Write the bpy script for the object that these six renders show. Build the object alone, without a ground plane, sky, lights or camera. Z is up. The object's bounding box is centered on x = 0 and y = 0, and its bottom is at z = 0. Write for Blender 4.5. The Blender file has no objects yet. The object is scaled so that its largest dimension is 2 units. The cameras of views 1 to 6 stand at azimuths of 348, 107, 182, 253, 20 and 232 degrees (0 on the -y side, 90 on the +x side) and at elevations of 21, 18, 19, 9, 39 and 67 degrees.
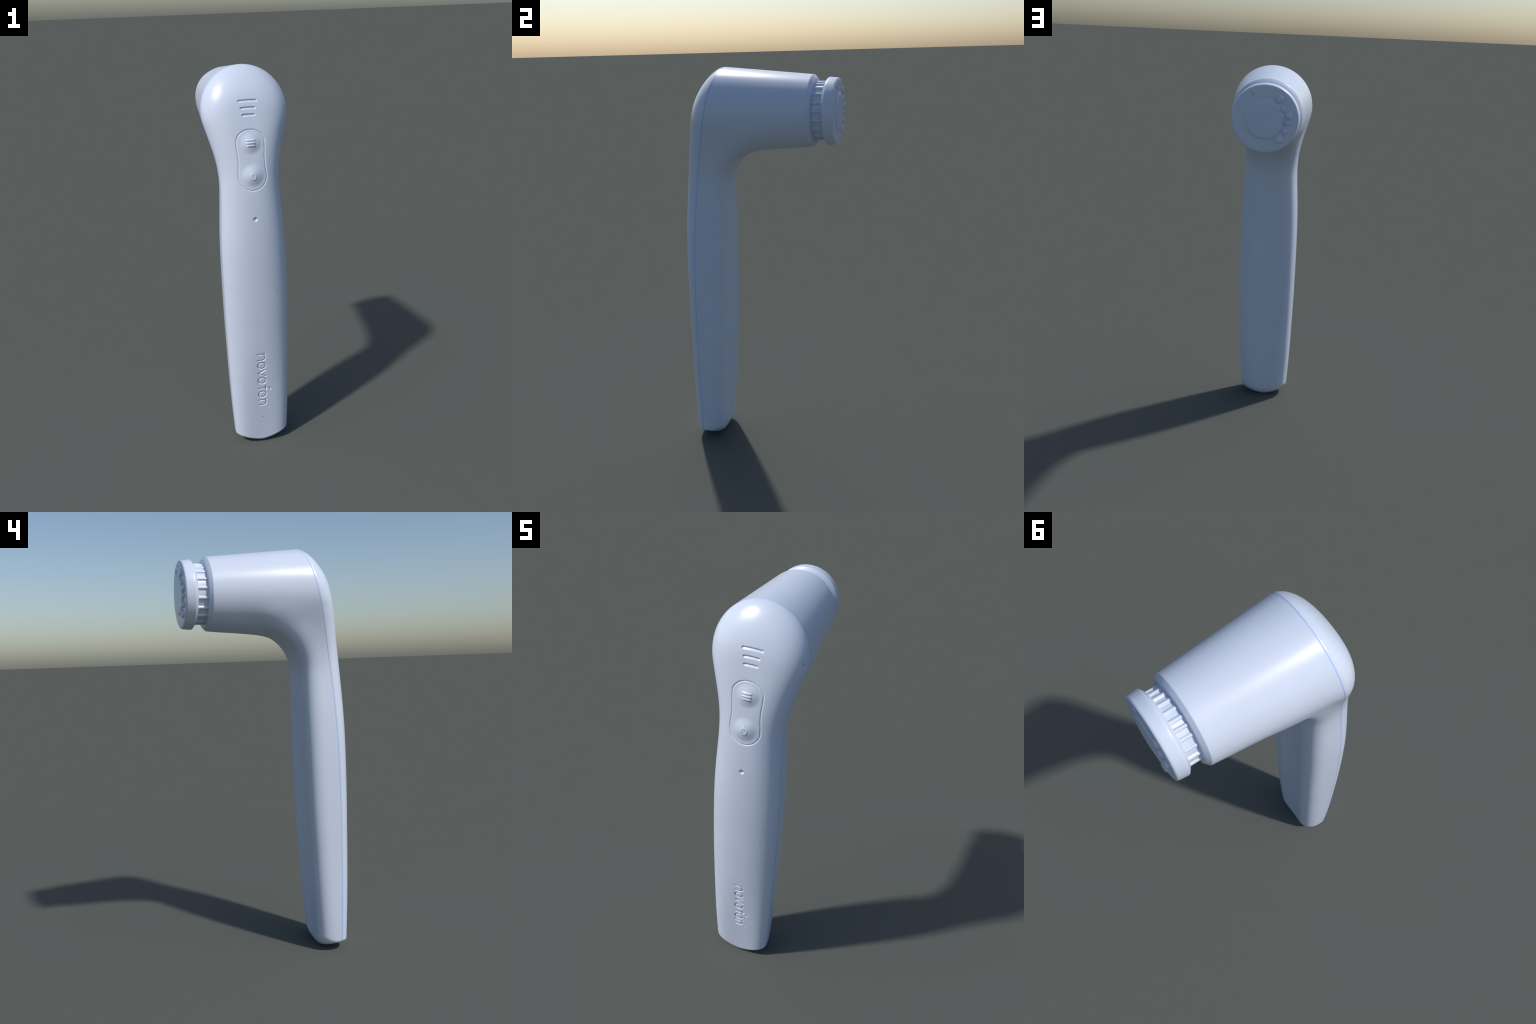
"""Hand-held massager: a keyhole-shaped front cover, an L-shaped rear housing with a
conical head, a ribbed collar and a round treatment cap.  Everything is described by
profile curves (knots over height) and implicit section rules; x is the mirror plane."""
import bpy, math
import numpy as np

# ------------------------------------------------------------------ profile curves
def cubic_spline(xk, yk, s0=None, s1=None):
    xk = np.asarray(xk, float); yk = np.asarray(yk, float)
    n = len(xk); h = np.diff(xk); d = np.diff(yk) / h
    A = np.zeros((n, n)); b = np.zeros(n)
    for i in range(1, n - 1):
        A[i, i-1] = h[i]; A[i, i] = 2 * (h[i] + h[i-1]); A[i, i+1] = h[i-1]
        b[i] = 3 * (h[i] * d[i-1] + h[i-1] * d[i])
    if s0 is None: A[0, 0] = 2; A[0, 1] = 1; b[0] = 3 * d[0]
    else: A[0, 0] = 1; b[0] = s0
    if s1 is None: A[-1, -1] = 2; A[-1, -2] = 1; b[-1] = 3 * d[-1]
    else: A[-1, -1] = 1; b[-1] = s1
    m = np.linalg.solve(A, b)
    def f(x):
        x = np.clip(x, xk[0], xk[-1]); i = np.clip(np.searchsorted(xk, x) - 1, 0, n - 2)
        t = (x - xk[i]) / h[i]; t2 = t * t; t3 = t2 * t
        return ((2*t3 - 3*t2 + 1) * yk[i] + (t3 - 2*t2 + t) * h[i] * m[i]
                + (3*t2 - 2*t3) * yk[i+1] + (t3 - t2) * h[i] * m[i+1])
    return f

CONE_Z, CONE_R, CONE_SLOPE = [1.7926, 0.1913, 0.0909]          # head axis height, radius at y=0, taper
seam_y = cubic_spline([0, .5, 1.0, 1.3, 1.5, 1.65, 1.8, 2.0], [-0.3373, -0.3321, -0.3211, -0.3023, -0.2786, -0.2456, -0.2071, -0.1705])   # parting line
def cone_radius(y): return CONE_R - CONE_SLOPE * y
Z_JOIN = 1.74
_rj = cone_radius(float(seam_y(np.array(Z_JOIN)))); _wj = math.sqrt(_rj**2 - (Z_JOIN - CONE_Z)**2)
_width_low = cubic_spline([0, .25, .5, .75, 1.0, 1.15, 1.3, 1.42, 1.52, 1.62, Z_JOIN],
                          [0.1415, 0.1539, 0.1604, 0.1641, 0.1640, 0.1615, 0.1540, 0.1476, 0.1514, 0.1716] + [_wj], None, -(Z_JOIN - CONE_Z) / _wj)
WAIST = float(_width_low(np.array(1.42)))
front_depth = cubic_spline([0, .3, .6, .9, 1.2, 1.4, 1.6, 1.75, 1.87, 2.0], [0.0443, 0.0575, 0.0707, 0.0775, 0.0849, 0.0874, 0.0944, 0.1047, 0.1017, 0.0711])
back_y = cubic_spline([0, .25, .5, .75, 1.0, 1.2, 1.35, 1.5, 1.62], [-0.2387, -0.2220, -0.2072, -0.1941, -0.1850, -0.1787, -0.1757, -0.1567, -0.0991])
Z_TOP = CONE_Z + CONE_R - CONE_SLOPE * float(seam_y(np.array(2.0)))
DOME_N = [3.1480, 1.8375]
HANDLE_N, FOOT_N = [2.2479, 1.8878], [4.9070, 1.5841]
BACK_CURV = [-1.2000, -0.9000]
DRAFT_BACK = [0.2000, 0.0481][1]
ROUND_BACK = [0.0400, 0.0965][1]
FILLET = [0.1843][0]
BLEND = [1.3749, 1.8321]
BASE = [2.5282, 5.8225, -0.2453, 4.7295, -0.3294, 0.0511, 1.6000]

def half_width(z):
    zz = np.clip(z, Z_JOIN, 2.2)
    circ = np.sqrt(np.maximum(1e-6, cone_radius(seam_y(zz))**2 - (zz - CONE_Z)**2))
    return np.where(z < Z_JOIN, _width_low(z), circ)
def sstep(a, b, x):
    t = np.clip((x - a) / (b - a), 0, 1); return t * t * (3 - 2 * t)
def soft(d): return np.sqrt(d * d + .012**2) - .012
def smooth_max(a, b, k):
    h = np.maximum(k - np.abs(a - b), 0) / k
    return np.maximum(a, b) + h * h * k * .25
def lerp_z(pair, z):
    t = np.clip(z / 1.4, 0, 1.1); return pair[0] * (1 - t) + pair[1] * t
def with_base(f, x, y, z):
    c1, c2, y0, c3, y1, kb, pw = BASE
    zb = c1 * .0169 * (np.abs(x) / .13 + 1e-6)**pw + c2 * np.maximum(y - y0, 0)**2 + c3 * np.maximum(y1 - y, 0)**2
    u = np.clip((y + .31) / .08, 0, 1); u = u * u * (3 - 2 * u)      # crisp front edge, softer at the back
    return smooth_max(f, zb - z, .012 + (kb - .012) * u)

def front_shape(x, y, z):
    """negative inside; valid on the front side of the parting line"""
    ax = np.abs(x); dy = y - seam_y(z); w = half_width(z); d = front_depth(z)
    t = np.clip((z - BLEND[0]) / (BLEND[1] - BLEND[0]), 0, 1); t = t * t * (3 - 2 * t)
    l = np.clip(z / .7, 0, 1); l = l * l * (3 - 2 * l)
    hn = [FOOT_N[i] * (1 - l) + HANDLE_N[i] * l for i in (0, 1)]
    nx = hn[0] * (1 - t) + DOME_N[0] * t; ny = hn[1] * (1 - t) + DOME_N[1] * t
    R = cone_radius(seam_y(z))                       # above the axis: dome spun about the head axis
    e = np.where(z > CONE_Z, np.sqrt(x * x + np.maximum(z - CONE_Z, 0)**2) / R, ax / w)
    rho = ((e + 1e-6)**nx + (np.maximum(-dy, 0) / d + 1e-6)**ny)**(1 / nx)
    return with_base((rho - 1) * np.minimum(R, d + .02), x, y, z)

def rear_shape(x, y, z):
    ax = np.abs(x); dy = y - seam_y(z); w = half_width(z)
    wh = np.minimum(w, np.where(z > 1.42, WAIST, w)); u = np.clip(1 - np.maximum(dy, 0) / .30, 0, 1)
    w = np.where(dy > 0, wh + (w - wh) * u * u * (3 - 2 * u), w)     # neck flare fades behind the seam
    side = ax - (w - DRAFT_BACK * soft(np.maximum(dy, 0)))
    a = lerp_z(BACK_CURV, z); q = np.sqrt(1 + (2 * a * x)**2)
    back = (y - back_y(z) + a * x * x) / q
    handle = smooth_max(side, back, ROUND_BACK)
    ws = np.clip(.5 + (side - back) / (2 * ROUND_BACK), 0, 1); ws = ws * ws * (3 - 2 * ws)
    nx = ws + (1 - ws) * 2 * a * ax / q
    v = np.clip(dy / .11, 0, 1); v = v * v * (3 - 2 * v)
    handle = np.maximum(handle + 0.4 * np.maximum(z - 1.5, 0)**2 * v, z - 1.76)   # handle runs out inside the head
    rho = np.sqrt(x * x + (z - CONE_Z)**2 + 1e-9); cone = rho - cone_radius(y)
    k = FILLET * (1 - .8 * ax / rho * nx) * np.maximum(v * sstep(1.82, 1.70, z), .02)
    h = np.maximum(k - np.abs(handle - cone), 0) / k
    return with_base(np.minimum(handle, cone) - h**3 * k / 6, x, y, z)

def gradient(fn, P, h=1e-3):
    g = np.stack([(fn(*(P + h * e).T) - fn(*(P - h * e).T)) for e in np.eye(3)], 1) / (2 * h)
    return g
def unit(v): return v / np.maximum(np.linalg.norm(v, axis=-1, keepdims=True), 1e-12)

# ------------------------------------------------------------------ materials
def plastic(name, color, rough, tint=None):
    m = bpy.data.materials.new(name); m.use_nodes = True
    nt = m.node_tree; b = nt.nodes['Principled BSDF']
    tc = nt.nodes.new('ShaderNodeTexCoord'); nz = nt.nodes.new('ShaderNodeTexNoise')
    nz.inputs['Scale'].default_value = 5; nz.inputs['Detail'].default_value = 3
    rp = nt.nodes.new('ShaderNodeValToRGB')
    lo = [c * .985 for c in color]; hi = [min(1, c * 1.015) for c in color]
    rp.color_ramp.elements[0].position = .35; rp.color_ramp.elements[1].position = .65
    rp.color_ramp.elements[0].color = (*lo, 1); rp.color_ramp.elements[1].color = (*hi, 1)
    nt.links.new(tc.outputs['Object'], nz.inputs['Vector'])
    nt.links.new(nz.outputs['Fac'], rp.inputs['Fac'])
    nt.links.new(rp.outputs['Color'], b.inputs['Base Color'])
    b.inputs['Roughness'].default_value = rough
    b.inputs['IOR'].default_value = 1.5
    return m
SHELL = plastic('pale_plastic', (.575, .645, .775), .29)
CAPMAT = plastic('pale_cap_plastic', (.575, .645, .775), .30)
SEAM = plastic('seam_blue_line', (.42, .56, .83), .4)
PIT = plastic('dark_pinhole', (.06, .07, .08), .6)

# ------------------------------------------------------------------ object helpers
def make_mesh(name, V, Fc, mats, normals=None, mat_idx=None, flat=False):
    me = bpy.data.meshes.new(name)
    V = np.asarray(V, float)
    if isinstance(Fc, np.ndarray):
        Fc = Fc.tolist()
    me.from_pydata(V.tolist(), [], Fc)
    for m in mats: me.materials.append(m)
    if mat_idx is not None: me.polygons.foreach_set('material_index', np.asarray(mat_idx, np.int32))
    me.polygons.foreach_set('use_smooth', np.full(len(me.polygons), not flat))
    me.update()
    if normals is not None: me.normals_split_custom_set_from_vertices(np.asarray(normals, float).tolist())
    return me
def make_object(name, me, parent=None):
    o = bpy.data.objects.new(name, me); bpy.context.collection.objects.link(o)
    if parent is not None: o.parent = parent
    return o
def region_object(name, V, Q, N, sel, mats, midx, parent, fan=None):
    q = Q[sel]; used, inv = np.unique(q.ravel(), return_inverse=True); faces = inv.reshape(q.shape).tolist(); mi = list(midx[sel])
    if fan is not None:                                             # triangles that close the crown
        tip = fan[0][2]; k = len(used); used = np.append(used, tip); pos = {int(u): i for i, u in enumerate(used)}
        faces += [[pos[int(i)] for i in tri] for tri in fan]; mi += [0] * len(fan)
    me = make_mesh(name, V[used], faces, mats, N[used], mi)
    return make_object(name, me, parent)

massager = make_object('handheld_massager', None)
massager['label'] = 'pale blue-grey handheld massager with round ribbed head'
massager['category'] = 'massager'

# ------------------------------------------------------------------ relief of the front cover
def seg(px, pz, a, b):
    a = np.array(a, float); b = np.array(b, float); d = b - a
    t = np.clip(((px - a[0]) * d[0] + (pz - a[1]) * d[1]) / (d @ d), 0, 1)
    return np.hypot(px - a[0] - t * d[0], pz - a[1] - t * d[1])
def arc(px, pz, c, rx, rz, a0, a1, n=14):
    best = None; A = np.radians(np.linspace(a0, a1, n))
    P = [(c[0] + rx * math.cos(t), c[1] + rz * math.sin(t)) for t in A]
    for i in range(n - 1):
        d = seg(px, pz, P[i], P[i+1]); best = d if best is None else np.minimum(best, d)
    return best
# word running down the handle: s = reading direction (down), t = letter height (to +x)
WORD_TOP, BASELINE, X_H = .558, -.0205, .0425
def letter_n(s, t, s0, w):
    h = X_H; a = s0 + .0028; b = s0 + w - .0028; r = (b - a) / 2
    d = seg(s, t, (a, .002), (a, h))
    d = np.minimum(d, arc(s, t, (a + r, h - r * .95), r, r * .95, 180, 0))
    return np.minimum(d, seg(s, t, (b, h - r * .95), (b, .002)))
def letter_o(s, t, s0, w):
    return arc(s, t, (s0 + w / 2, X_H / 2 + .001), w / 2 - .0025, X_H / 2 - .0005, 0, 360, 26)
def letter_v(s, t, s0, w):
    return np.minimum(seg(s, t, (s0, X_H), (s0 + w / 2, .002)), seg(s, t, (s0 + w / 2, .002), (s0 + w, X_H)))
def letter_f(s, t, s0):
    d = seg(s, t, (s0, .001), (s0, .052))
    d = np.minimum(d, arc(s, t, (s0 + .010, .054), .010, .0115, 180, 65))
    return np.minimum(d, seg(s, t, (s0 - .012, .0415), (s0 + .012, .0415)))
WORD = [lambda s, t: letter_n(s, t, .000, .042), lambda s, t: letter_o(s, t, .051, .041),
        lambda s, t: letter_v(s, t, .0985, .040), lambda s, t: letter_o(s, t, .143, .041),
        lambda s, t: letter_f(s, t, .212), lambda s, t: letter_o(s, t, .229, .041),
        lambda s, t: letter_n(s, t, .283, .037)]

SLOTS = [(1.843, .0405), (1.8105, .0310), (1.779, .0260)]
PANEL_TOP, PANEL_LOW = 1.714, 1.430
panel_w = cubic_spline([1.495, 1.535, 1.572, 1.61, 1.655], [.0690, .0662, .0640, .0660, .0685], 0.0, 0.0)
def panel_dist(x, z):
    """approx. signed distance to the outline of the button panel"""
    ax = np.abs(x)
    mid = ax - panel_w(z)
    top = (np.sqrt((ax / .0685)**2 + (np.maximum(z - 1.655, 0) / (PANEL_TOP - 1.655))**2 + 1e-9) - 1) * .063
    low = (np.sqrt((ax / .0690)**2 + (np.maximum(1.495 - z, 0) / (1.495 - PANEL_LOW))**2 + 1e-9) - 1) * .067
    return np.where(z > 1.655, top, np.where(z < 1.495, low, mid))
LED = (0.0, 1.2905, .0115)
PINHOLES = [(-.087, .371), (.001, .162), (.101, .901)]

def relief(x, z):
    """outward displacement of the front cover and region code per point"""
    out = np.zeros_like(x); code = np.zeros(x.shape, np.int32)
    # slots above the panel
    m = (np.abs(x) < .06) & (z > 1.75) & (z < 1.87)
    for i, (zc, hl) in enumerate(SLOTS):
        xs, zs = x[m], z[m] + .9 * x[m]**2
        d = seg(xs, zs, (-hl, zc), (hl, zc))
        # undercut top edge, sloping lower lip
        out[m] -= .0062 * np.clip((zs - zc + .0070) / .0100, 0, 1) * (1 - sstep(.0025, .0080, d))
        cm = code[m]; cm[d < .0078] = 10 + i; code[m] = cm
    # panel with groove
    m = (np.abs(x) < .1) & (z > 1.40) & (z < 1.75)
    xs, zs = x[m], z[m]; d = panel_dist(xs, zs); cm = code[m]
    wob = .0005 * np.sin(zs * 140 + 3 * np.sin(xs * 60)) + .0004 * np.sin(zs * 330) * np.sin(xs * 290 + 1)
    o = -.0030 * np.exp(-((d + wob) / .0027)**2)
    o -= .0006 * sstep(0, -.006, d)
    cm[d < 0] = 20
    for j, (bz, br, bh) in enumerate([(1.653, .056, .0105), (1.5, .058, .0110)]):
        r = np.hypot(xs, zs - bz) / br
        o += bh * np.where(r < 1, (1 - np.minimum(r, 1)**2)**2, 0); cm[r < .75] = 30 + j
    for j, (bz, hl) in enumerate([(1.6655, .0175), (1.6525, .017), (1.6395, .0145)]):
        q = seg(xs, zs, (-hl, bz), (hl, bz)); o += .0030 * (1 - sstep(.0005, .0066, q)); cm[q < .0062] = 40 + j
    ring = arc(xs, zs, (.0015, 1.4980), .0125, .0160, 60, -240)
    ring = np.minimum(ring, seg(xs, zs, (.0, 1.520), (.002, 1.506)))
    o += .0014 * (1 - sstep(.001, .0054, ring)); cm[ring < .004] = 50
    out[m] += o; code[m] = cm
    # indicator hole
    r = np.hypot(x - LED[0], z - LED[1])
    out -= .0085 * (1 - np.clip(r / LED[2], 0, 1)**2.2); code[r < LED[2]] = 60
    # lettering
    m = (np.abs(x) < .08) & (z > .2) & (z < .58)
    s, t = WORD_TOP - z[m], x[m] - BASELINE; cm = code[m]; o = np.zeros_like(s)
    for i, fn in enumerate(WORD):
        d = fn(s, t); o = np.maximum(o, 1 - sstep(.0004, .0056, d)); cm[d < .0054] = 70 + i
    d = np.hypot(s - .3285, t - .0545); o = np.maximum(o, .35 * (1 - sstep(.002, .005, d)))
    out[m] -= .0058 * o; code[m] = cm
    # faint round moulding mark and pinholes
    r = np.hypot(x, z - .098); out -= .0004 * (1 - sstep(.006, .012, r))
    for px, pz in PINHOLES:
        r = np.hypot((x - px) * 1.3, (z - pz) * .7); out -= .005 * (1 - sstep(.0006, .0024, r)); code[r < .0019] = 90
    return out, code

# ------------------------------------------------------------------ front cover grid
GAP = .0030
def z_rows():
    fine = [(.14, .18), (.215, .575), (.885, .915), (1.27, 1.31), (1.415, 1.73), (1.755, 1.865)]
    rows = [.0004]; z = .0004
    while z < 1.94:
        step = .003
        if z < .08: step = .0004 + .02 * z
        if any(a - .003 < z < b for a, b in fine): step = .0010
        z += step; rows.append(z)
    t = np.linspace(1, 0, 46)[1:]
    rows += list(Z_TOP - (Z_TOP - rows[-1]) * t**2)
    return np.array(rows[:-1])
Zr = z_rows()
NC = 321
c = np.linspace(-1, 1, NC)
th = np.arcsin(np.clip(c, -1, 1)) * .55 + c * (math.pi / 2) * .45          # even in x, denser to the sides
Zg, Tg = np.meshgrid(Zr, th, indexing='ij')
z, t = Zg.ravel(), Tg.ravel()
ys = seam_y(z); w = half_width(z); d = front_depth(z)
dx, dyv = w * np.sin(t), -d * np.cos(t)
lo = np.zeros_like(z); hi = np.full_like(z, 1.7)
f = lambda k: front_shape(dx * k, ys + dyv * k, z)
for _ in range(9):
    mid = (lo + hi) / 2; ins = f(mid) < 0; lo = np.where(ins, mid, lo); hi = np.where(ins, hi, mid)
flo, fhi = f(lo), f(hi)
for _ in range(3):
    mid = lo + (hi - lo) * np.clip(flo / np.minimum(flo - fhi, -1e-12), .02, .98)
    fm = f(mid); ins = fm < 0
    lo = np.where(ins, mid, lo); flo = np.where(ins, fm, flo)
    hi = np.where(ins, hi, mid); fhi = np.where(ins, fhi, fm)
k = (lo + hi) / 2
P = np.stack([dx * k, ys + dyv * k, z], 1)
N = unit(gradient(front_shape, P))
off, code = relief(P[:, 0], P[:, 2])
dirn = unit(N * np.array([1, 1, .6]))
P = P + off[:, None] * dirn
# V groove at the parting line: edge columns sink inward
nr = len(Zr); G = P.reshape(nr, NC, 3); NG = N.reshape(nr, NC, 3)
code = code.reshape(nr, NC)
for e, nb in ((0, 1), (NC - 1, NC - 2)):
    edge, inner = G[:, e].copy(), G[:, nb]
    step = inner - edge; L = np.linalg.norm(step, axis=1, keepdims=True)
    G[:, nb] = edge + step / np.maximum(L, 1e-9) * np.minimum(L, GAP)
    G[:, e] = edge - .0014 * NG[:, e]
idx = np.arange(nr * NC).reshape(nr, NC)
Q = np.stack([idx[:-1, :-1], idx[:-1, 1:], idx[1:, 1:], idx[1:, :-1]], -1).reshape(-1, 4)
V = G.reshape(-1, 3)
# close the very top and the base sliver
crown = len(V); V = np.vstack([V, [[0, float(seam_y(np.array(Z_TOP))), Z_TOP - .0014]]])
Qcode = code[:-1, :-1].ravel()
last = idx[-1]; crown_fan = [(a, b, crown) for a, b in zip(last[:-1], last[1:])]
# smooth vertex normals of the whole relief surface
A = V[Q]; fn = np.cross(A[:, 2] - A[:, 0], A[:, 3] - A[:, 1])
VN = np.zeros_like(V)
for i in range(4): np.add.at(VN, Q[:, i], fn)
VN = unit(VN)
if (VN[idx[nr // 2, NC // 2]] @ np.array([0, -1, 0])) < 0:
    VN = -VN; Q = Q[:, ::-1]
VN[crown] = (0, 0, 1)
col = np.tile(np.arange(NC - 1), nr - 1)
midx = np.where((col == 0) | (col == NC - 2), 1, 0); midx[Qcode == 90] = 2
MATS = [SHELL, SEAM, PIT]
groups = {}
plain = (Qcode == 0) | (Qcode == 90)
front_cover = region_object('front_cover', V, Q, VN, plain, MATS, midx, massager, crown_fan)
control_panel = region_object('control_panel', V, Q, VN, Qcode == 20, MATS, midx, massager)
for lo_c, n, name, par in ((10, 3, 'vent_slot', front_cover), (30, 2, 'push_button', control_panel),
                           (40, 3, 'button_bar', control_panel), (50, 1, 'power_symbol', control_panel),
                           (60, 1, 'indicator_hole', front_cover), (70, 7, 'engraved_letter', front_cover)):
    for i in range(n):
        s = Qcode == lo_c + i
        if s.any(): region_object(name, V, Q, VN, s, MATS, midx, par)

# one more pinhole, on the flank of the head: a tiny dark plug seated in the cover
_a = [2 * math.pi * i / 12 for i in range(12)]
_c = np.array([.196, -.2505, 1.7985]); _n = unit(gradient(front_shape, _c[None]))[0]
_c = _c - _n * float(front_shape(*_c[:, None])[0]) / np.linalg.norm(gradient(front_shape, _c[None]))
_u = unit(np.cross(_n, (0, 0, 1))); _w = np.cross(_n, _u)
plug = [_c + _n * h + r * (.0016 * math.cos(a) * _u + .0034 * math.sin(a) * _w) for r, h in ((1, -.002), (1, .0004), (.6, .0006)) for a in _a]
pf = [(j*12+i, j*12+(i+1) % 12, (j+1)*12+(i+1) % 12, (j+1)*12+i) for j in range(2) for i in range(12)] + [tuple(range(24, 36))]
make_object('pinhole', make_mesh('pinhole', np.array(plug), pf, [PIT]), front_cover)

# ------------------------------------------------------------------ rear housing: surface nets on the implicit shape
RIM_Y = .264
def surface_nets(fn, lo, hi, h):
    ax = [np.arange(l, u + h, h) for l, u in zip(lo, hi)]
    vals = np.empty([len(a) for a in ax], np.float32)
    X, Y = np.meshgrid(ax[0], ax[1], indexing='ij')
    for i in range(0, len(ax[2]), 24):
        zz = ax[2][i:i+24]
        x3 = np.repeat(X[..., None], len(zz), 2); y3 = np.repeat(Y[..., None], len(zz), 2); z3 = np.broadcast_to(zz, x3.shape)
        vals[..., i:i+24] = fn(x3, y3, z3)
    s = vals < 0; n = [len(a) for a in ax]
    cnt = np.zeros([k - 1 for k in n], np.int8)
    for a in (0, 1):
        for b in (0, 1):
            for c_ in (0, 1): cnt += s[a:n[0]-1+a, b:n[1]-1+b, c_:n[2]-1+c_]
    act = (cnt > 0) & (cnt < 8); ids = np.full(act.shape, -1, np.int64); ii = np.argwhere(act)
    ids[act] = np.arange(len(ii))
    acc = np.zeros((len(ii), 3)); num = np.zeros(len(ii))
    cor = [(a, b, c_) for a in (0, 1) for b in (0, 1) for c_ in (0, 1)]
    for p in cor:
        for a in range(3):
            if p[a] == 0:
                q = list(p); q[a] = 1
                fa = vals[ii[:, 0]+p[0], ii[:, 1]+p[1], ii[:, 2]+p[2]]; fb = vals[ii[:, 0]+q[0], ii[:, 1]+q[1], ii[:, 2]+q[2]]
                cr = (fa < 0) != (fb < 0); tt = np.where(cr, fa / np.where(cr, fa - fb, 1), 0)
                pt = np.array(p, float)[None].repeat(len(ii), 0); pt[:, a] = tt
                acc[cr] += pt[cr]; num[cr] += 1
    V = np.array(lo) + h * (ii + acc / num[:, None])
    quads = []
    for a in range(3):
        b, c_ = (a + 1) % 3, (a + 2) % 3
        sl0 = [slice(None)] * 3; sl1 = [slice(None)] * 3; sl0[a] = slice(0, -1); sl1[a] = slice(1, None)
        s0, s1 = s[tuple(sl0)], s[tuple(sl1)]
        e = np.argwhere(s0 != s1); e = e[(e[:, b] > 0) & (e[:, c_] > 0) & (e[:, b] < n[b]-1) & (e[:, c_] < n[c_]-1)]
        flip = s0[tuple(e.T)]
        def cell(db, dc):
            q = e.copy(); q[:, b] -= db; q[:, c_] -= dc; return ids[tuple(q.T)]
        q = np.stack([cell(1, 1), cell(0, 1), cell(0, 0), cell(1, 0)], 1)
        q[~flip] = q[~flip][:, ::-1]; quads.append(q)
    return V, np.concatenate(quads)
def clip(V, T, g):
    """keep g > 0 of a triangle mesh, cutting triangles on g = 0"""
    s = g > 0; c_ = s[T].sum(1); keep = T[c_ == 3]; cut = T[(c_ > 0) & (c_ < 3)]
    new = {}; extra = []; tris = []
    def mid(a, b):
        key = (min(a, b), max(a, b))
        if key not in new:
            t = g[a] / (g[a] - g[b]); new[key] = len(V) + len(extra); extra.append(V[a] + t * (V[b] - V[a]))
        return new[key]
    for tri in cut.tolist():
        k = [i for i in range(3) if s[tri[i]]]
        if len(k) == 1:
            a, b, c2 = tri[k[0]], tri[(k[0]+1) % 3], tri[(k[0]+2) % 3]
            tris.append((a, mid(a, b), mid(a, c2)))
        else:
            o = [i for i in range(3) if not s[tri[i]]][0]
            a, b, c2 = tri[o], tri[(o+1) % 3], tri[(o+2) % 3]
            m1, m2 = mid(a, b), mid(a, c2); tris += [(m1, b, c2), (m1, c2, m2)]
    V2 = np.vstack([V, np.array(extra).reshape(-1, 3)])
    T2 = np.vstack([keep, np.array(tris, int).reshape(-1, 3)])
    used, inv = np.unique(T2.ravel(), return_inverse=True)
    cutids = set(np.searchsorted(used, np.array(list(new.values()), int)).tolist())
    return V2[used], inv.reshape(-1, 3), cutids
def project(V, fn, n=4):
    for _ in range(n):
        g = gradient(fn, V); V = V - (fn(*V.T) / np.maximum((g * g).sum(1), .05))[:, None] * g
    return V
V, Qd = surface_nets(rear_shape, (-.2345, -.41, -.0123), (.2345, .285, 2.02), .0045)
V = project(V, rear_shape)
T = np.vstack([Qd[:, [0, 1, 2]], Qd[:, [0, 2, 3]]])
V, T, rim_ids = clip(V, T, RIM_Y - V[:, 1])
ri = np.array(sorted(rim_ids)); V[ri, 1] = RIM_Y                 # true circle at the rim
rr = np.hypot(V[ri, 0], V[ri, 2] - CONE_Z)
V[ri, 0] *= cone_radius(RIM_Y) / rr; V[ri, 2] = CONE_Z + (V[ri, 2] - CONE_Z) * cone_radius(RIM_Y) / rr
gs = lambda P: P[:, 1] - seam_y(P[:, 2]) - GAP
V, T, edge_ids = clip(V, T, gs(V))
ed = np.array(sorted(edge_ids))
for _ in range(3):                                  # settle the cut edge on surface and parting line
    V[ed] = project(V[ed], rear_shape, 1); V[ed, 1] -= gs(V[ed])
# relax the elbow where handle and head blend, so that it reads as one moulded surface
def relax(V, T, weight, rounds):
    E = np.vstack([T[:, [0, 1]], T[:, [1, 2]], T[:, [2, 0]]]); E = np.unique(np.sort(E, 1), axis=0)
    deg = np.bincount(E.ravel(), minlength=len(V)).astype(float)
    for _ in range(rounds):
        S = np.stack([np.bincount(E[:, 0], V[E[:, 1], i], len(V)) + np.bincount(E[:, 1], V[E[:, 0], i], len(V)) for i in range(3)], 1)
        V = V + (.5 * weight)[:, None] * (S / deg[:, None] - V)
    return V
dys = V[:, 1] - seam_y(V[:, 2])
wgt = sstep(.004, .05, dys) * sstep(1.38, 1.46, V[:, 2]) * sstep(1.79, 1.70, V[:, 2]) * sstep(.22, .12, V[:, 1])
wgt = np.maximum(wgt, .0)
N0 = unit(gradient(rear_shape, V))
V = relax(V, T, wgt, 110)
fnm = np.cross(V[T[:, 1]] - V[T[:, 0]], V[T[:, 2]] - V[T[:, 0]])
NM = np.stack([sum(np.bincount(T[:, c_], fnm[:, i], len(V)) for c_ in range(3)) for i in range(3)], 1)
NM = unit(NM); NM *= np.sign((NM * N0).sum(1).mean())
wn = np.minimum(1, wgt * 4)[:, None]
N = unit(N0 * (1 - wn) + NM * wn)
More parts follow.
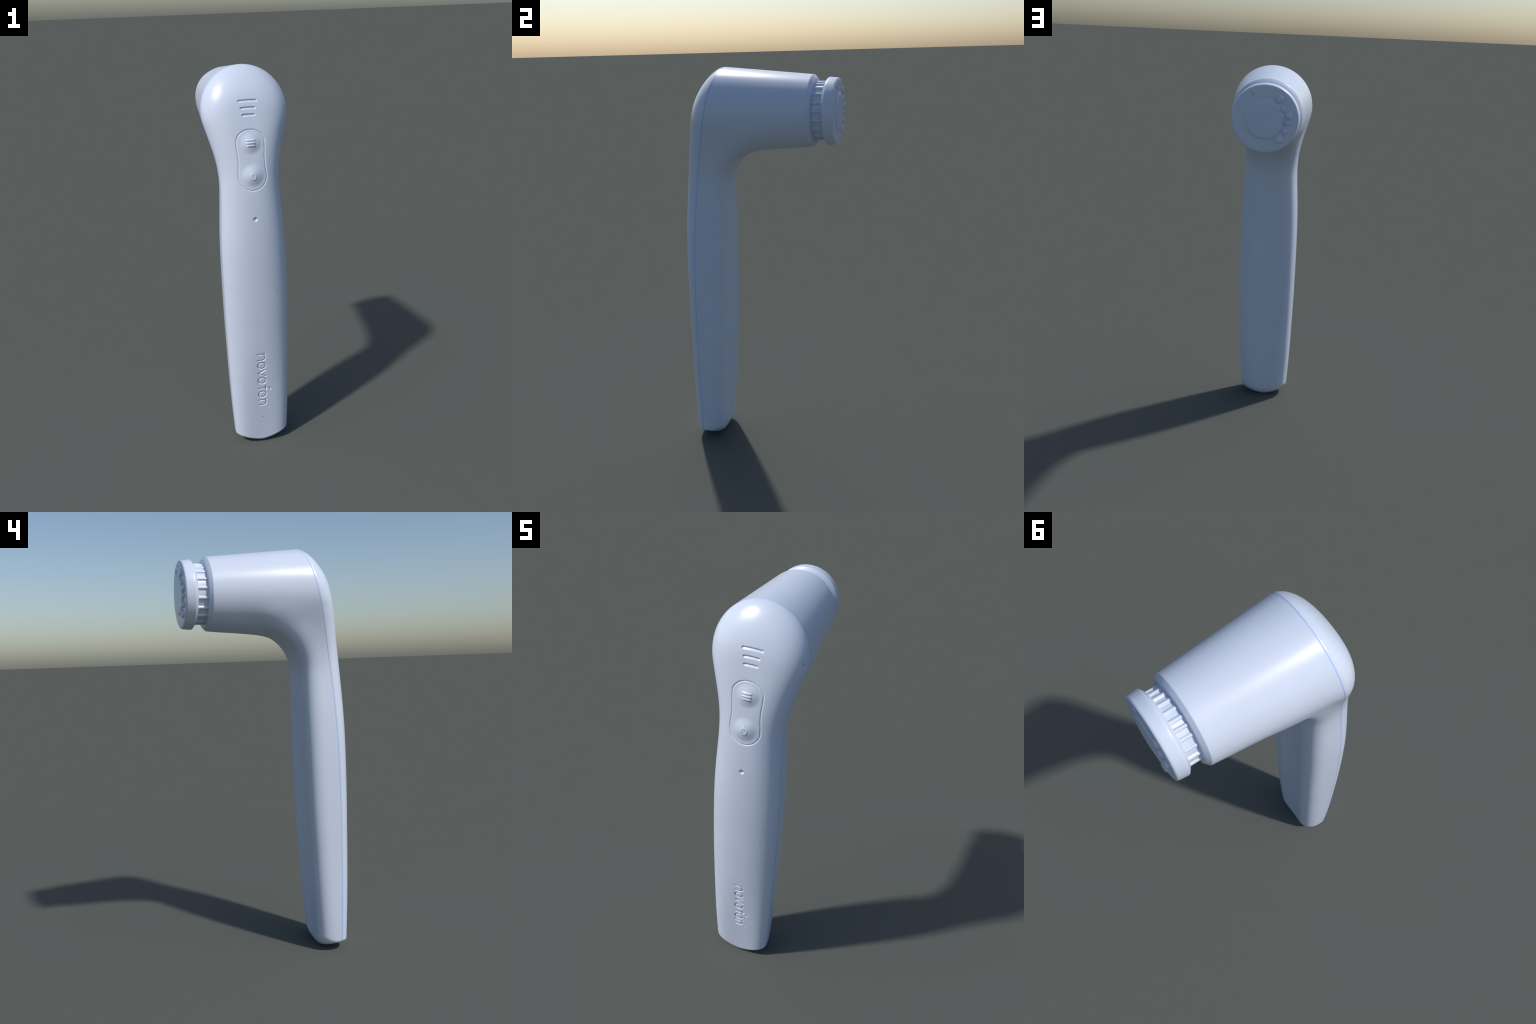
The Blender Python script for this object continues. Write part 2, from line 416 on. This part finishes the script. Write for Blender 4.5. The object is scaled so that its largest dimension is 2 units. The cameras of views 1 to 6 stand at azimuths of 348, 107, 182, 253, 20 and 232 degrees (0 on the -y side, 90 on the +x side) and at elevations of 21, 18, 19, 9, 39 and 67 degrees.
# groove wall: extrude the cut edge down to the bottom of the V groove
ecount = {}
for a, b, c_ in T.tolist():
    for p, q in ((a, b), (b, c_), (c_, a)): ecount[(p, q)] = 1
bord = [(p, q) for (p, q) in ecount if (q, p) not in ecount and p in edge_ids and q in edge_ids]
deep = V[ed] - .0014 * N[ed]; deep[:, 1] -= GAP
lut = {v: len(V) + i for i, v in enumerate(ed.tolist())}
wall = [(q, p, lut[p], lut[q]) for p, q in bord]
Vall = np.vstack([V, deep]); Nall = np.vstack([N, unit(N[ed] + np.array([0, -.8, 0]))])
me = make_mesh('rear_housing', Vall, T.tolist() + wall, [SHELL, SEAM], Nall, [0] * len(T) + [1] * len(wall))
rear_housing = make_object('rear_housing', me, massager)

# ------------------------------------------------------------------ lathed parts of the head (axis along y)
def lathe(name, profile, seg_n=160, mats=(SHELL,), axis_z=CONE_Z):
    """profile: (y, r) pairs from rear to front, spun about the head axis"""
    V, Fc = [], []
    for y, r in profile:
        for i in range(seg_n):
            a = 2 * math.pi * i / seg_n
            V.append((r * math.cos(a), y, axis_z + r * math.sin(a)))
    n = len(profile)
    for j in range(n - 1):
        for i in range(seg_n):
            k = (i + 1) % seg_n
            Fc.append((j * seg_n + i, j * seg_n + k, (j + 1) * seg_n + k, (j + 1) * seg_n + i))
    Fc.append(tuple((n - 1) * seg_n + i for i in range(seg_n)))
    me = make_mesh(name, np.array(V), Fc, mats)
    me.shade_smooth() if hasattr(me, 'shade_smooth') else None
    return me
def rounded(points, steps=6):
    """profile with rounded corners: (y, r, radius)"""
    out = []
    for i, (y, r, rad) in enumerate(points):
        p = np.array((y, r))
        if rad == 0 or i in (0, len(points) - 1): out.append((y, r)); continue
        a = np.array(points[i-1][:2]) - p; b = np.array(points[i+1][:2]) - p
        la, lb = np.linalg.norm(a), np.linalg.norm(b)
        q = min(rad, la * .49, lb * .49)
        s, e = p + a / la * q, p + b / lb * q
        for t in np.linspace(0, 1, steps): out.append(tuple((1-t)**2 * s + 2*t*(1-t) * p + t*t * e))
    return out
def finish_lathe(name, prof, parent, mats=(SHELL,), angle=40, axis_z=CONE_Z):
    me = lathe(name, prof, mats=mats, axis_z=axis_z); o = make_object(name, me, parent)
    me.set_sharp_from_angle(angle=math.radians(angle)) if hasattr(me, 'set_sharp_from_angle') else None
    return o
r_end = cone_radius(RIM_Y)
head_rim = finish_lathe('head_rim', rounded([(RIM_Y, r_end, 0), (.2685, cone_radius(.2685), .0035),
        (.2825, .1525, .003), (.2835, .126, 0), (.275, .124, 0)]), massager)
collar = finish_lathe('collar', [(.278, .1295), (.336, .1295)], massager)
cap = finish_lathe('treatment_cap', rounded([(.334, .110, 0), (.3295, .1395, .002), (.3425, .1565, .005), (.3885, .1525, .010), (.3890, .10, 0)], 7),
                   massager, mats=(CAPMAT,), axis_z=CONE_Z - .0020)
# ribs of the collar: one rounded bar, repeated round the axis
def rib_mesh():
    prof = [(-.0120, -.004), (-.0080, .0004), (-.0062, .0030), (-.0050, .0054), (-.0030, .0068), (0, .0072), (.0030, .0068), (.0050, .0054), (.0062, .0030), (.0080, .0004), (.0120, -.004)]
    V = []; Fc = []
    ysec = [.281, .333]
    for y in ysec:
        for u, h in prof: V.append((.1295 + h, y, u))
    n = len(prof)
    for j in range(len(ysec) - 1):
        for i in range(n - 1): Fc.append((j*n+i, (j+1)*n+i, (j+1)*n+i+1, j*n+i+1))
    Fc.append(tuple(range(n))); Fc.append(tuple(range(2*n-1, n-1, -1)))
    me = make_mesh('collar_rib', np.array(V), Fc, [SHELL]); me.set_sharp_from_angle(angle=math.radians(60)); return me
rib = rib_mesh()
# ribs stand closer together over the top than at the sides
RIB_ANGLES = [3.6, 20.5, 39, 55.5, 69.5, 83, 97, 110.8, 123.5, 138, 155, 173, 192, 211.5, 229.6, 250, 268, 286, 305, 327, 345.4]
for a in RIB_ANGLES:
    o = make_object('collar_rib', rib, collar)
    o.location = (0, 0, CONE_Z); o.rotation_euler = (0, -math.radians(a), 0)
# face of the cap: shallow domed disc and studs
def stud(name, x, z, rx, rz, h, tilt=0.0, parent=None, y0=.3885, flat=.72):
    prof = [(1.0, -.001), (.99, h * .3), (.965, h * .7), (.93, h * .92), (flat, h), (.35, h * 1.04), (0.02, h * 1.05)] if flat > .75 else [(1.0, -.001), (.96, h * .22), (.90, h * .55), (.82, h * .85), (flat, h), (.35, h * 1.04), (0.02, h * 1.05)]
    n = 40; V = []; Fc = []
    ct, st = math.cos(tilt), math.sin(tilt)
    for s, hh in prof:
        for i in range(n):
            a = 2 * math.pi * i / n; u, v = rx * s * math.cos(a), rz * s * math.sin(a)
            V.append((u * ct - v * st, hh, u * st + v * ct))
    for j in range(len(prof) - 1):
        for i in range(n):
            k = (i + 1) % n; Fc.append((j*n+i, j*n+k, (j+1)*n+k, (j+1)*n+i))
    Fc.append(tuple((len(prof)-1)*n+i for i in range(n)))
    me = make_mesh(name, np.array(V), Fc, [CAPMAT]); o = make_object(name, me, parent); o.location = (x, y0, z); return o
stud('center_disc', .003, 1.790, .0885, .0905, .0065, 0, cap, flat=.8)
for x, z, rx, rz, h, tl in [(-.0625, 1.881, .0185, .0185, .008, 0), (-.078, 1.838, .0105, .0145, .009, -.5), (-.106, 1.809, .0165, .0165, .010, 0),
                        (-.098, 1.778, .0120, .0120, .010, 0), (-.0895, 1.739, .0130, .0130, .009, 0), (-.0635, 1.701, .0190, .0190, .008, 0)]:
    stud('cap_stud', x, z, rx, rz, h, tl, cap)
# small open ring near the rim of the cap
cu = []; n = 22; m_ = 8; Fc = []
for i in range(n):
    a = math.radians(40 + 270 * i / (n - 1))
    for j in range(m_):
        b = 2 * math.pi * j / m_; rr = .0068 + .0024 * math.cos(b)
        cu.append((rr * math.cos(a), .0026 * math.sin(b), rr * math.sin(a)))
for i in range(n - 1):
    for j in range(m_):
        k = (j + 1) % m_; Fc.append((i*m_+j, i*m_+k, (i+1)*m_+k, (i+1)*m_+j))
Fc += [tuple(range(m_)), tuple((n-1)*m_+j for j in range(m_))]
o = make_object('ring_mark', make_mesh('ring_mark', np.array(cu), Fc, [CAPMAT]), cap); o.location = (.059, .3895, 1.900)

# outward-facing polygons everywhere the winding was not fixed by construction
import bmesh
for o in list(bpy.data.objects):
    if o.type == 'MESH' and o.name.split('.')[0] in ('head_rim', 'collar', 'treatment_cap', 'collar_rib', 'center_disc', 'cap_stud', 'ring_mark'):
        if o.data.get('fixed'): continue
        bm = bmesh.new(); bm.from_mesh(o.data); bmesh.ops.recalc_face_normals(bm, faces=bm.faces); bm.to_mesh(o.data); bm.free(); o.data['fixed'] = 1
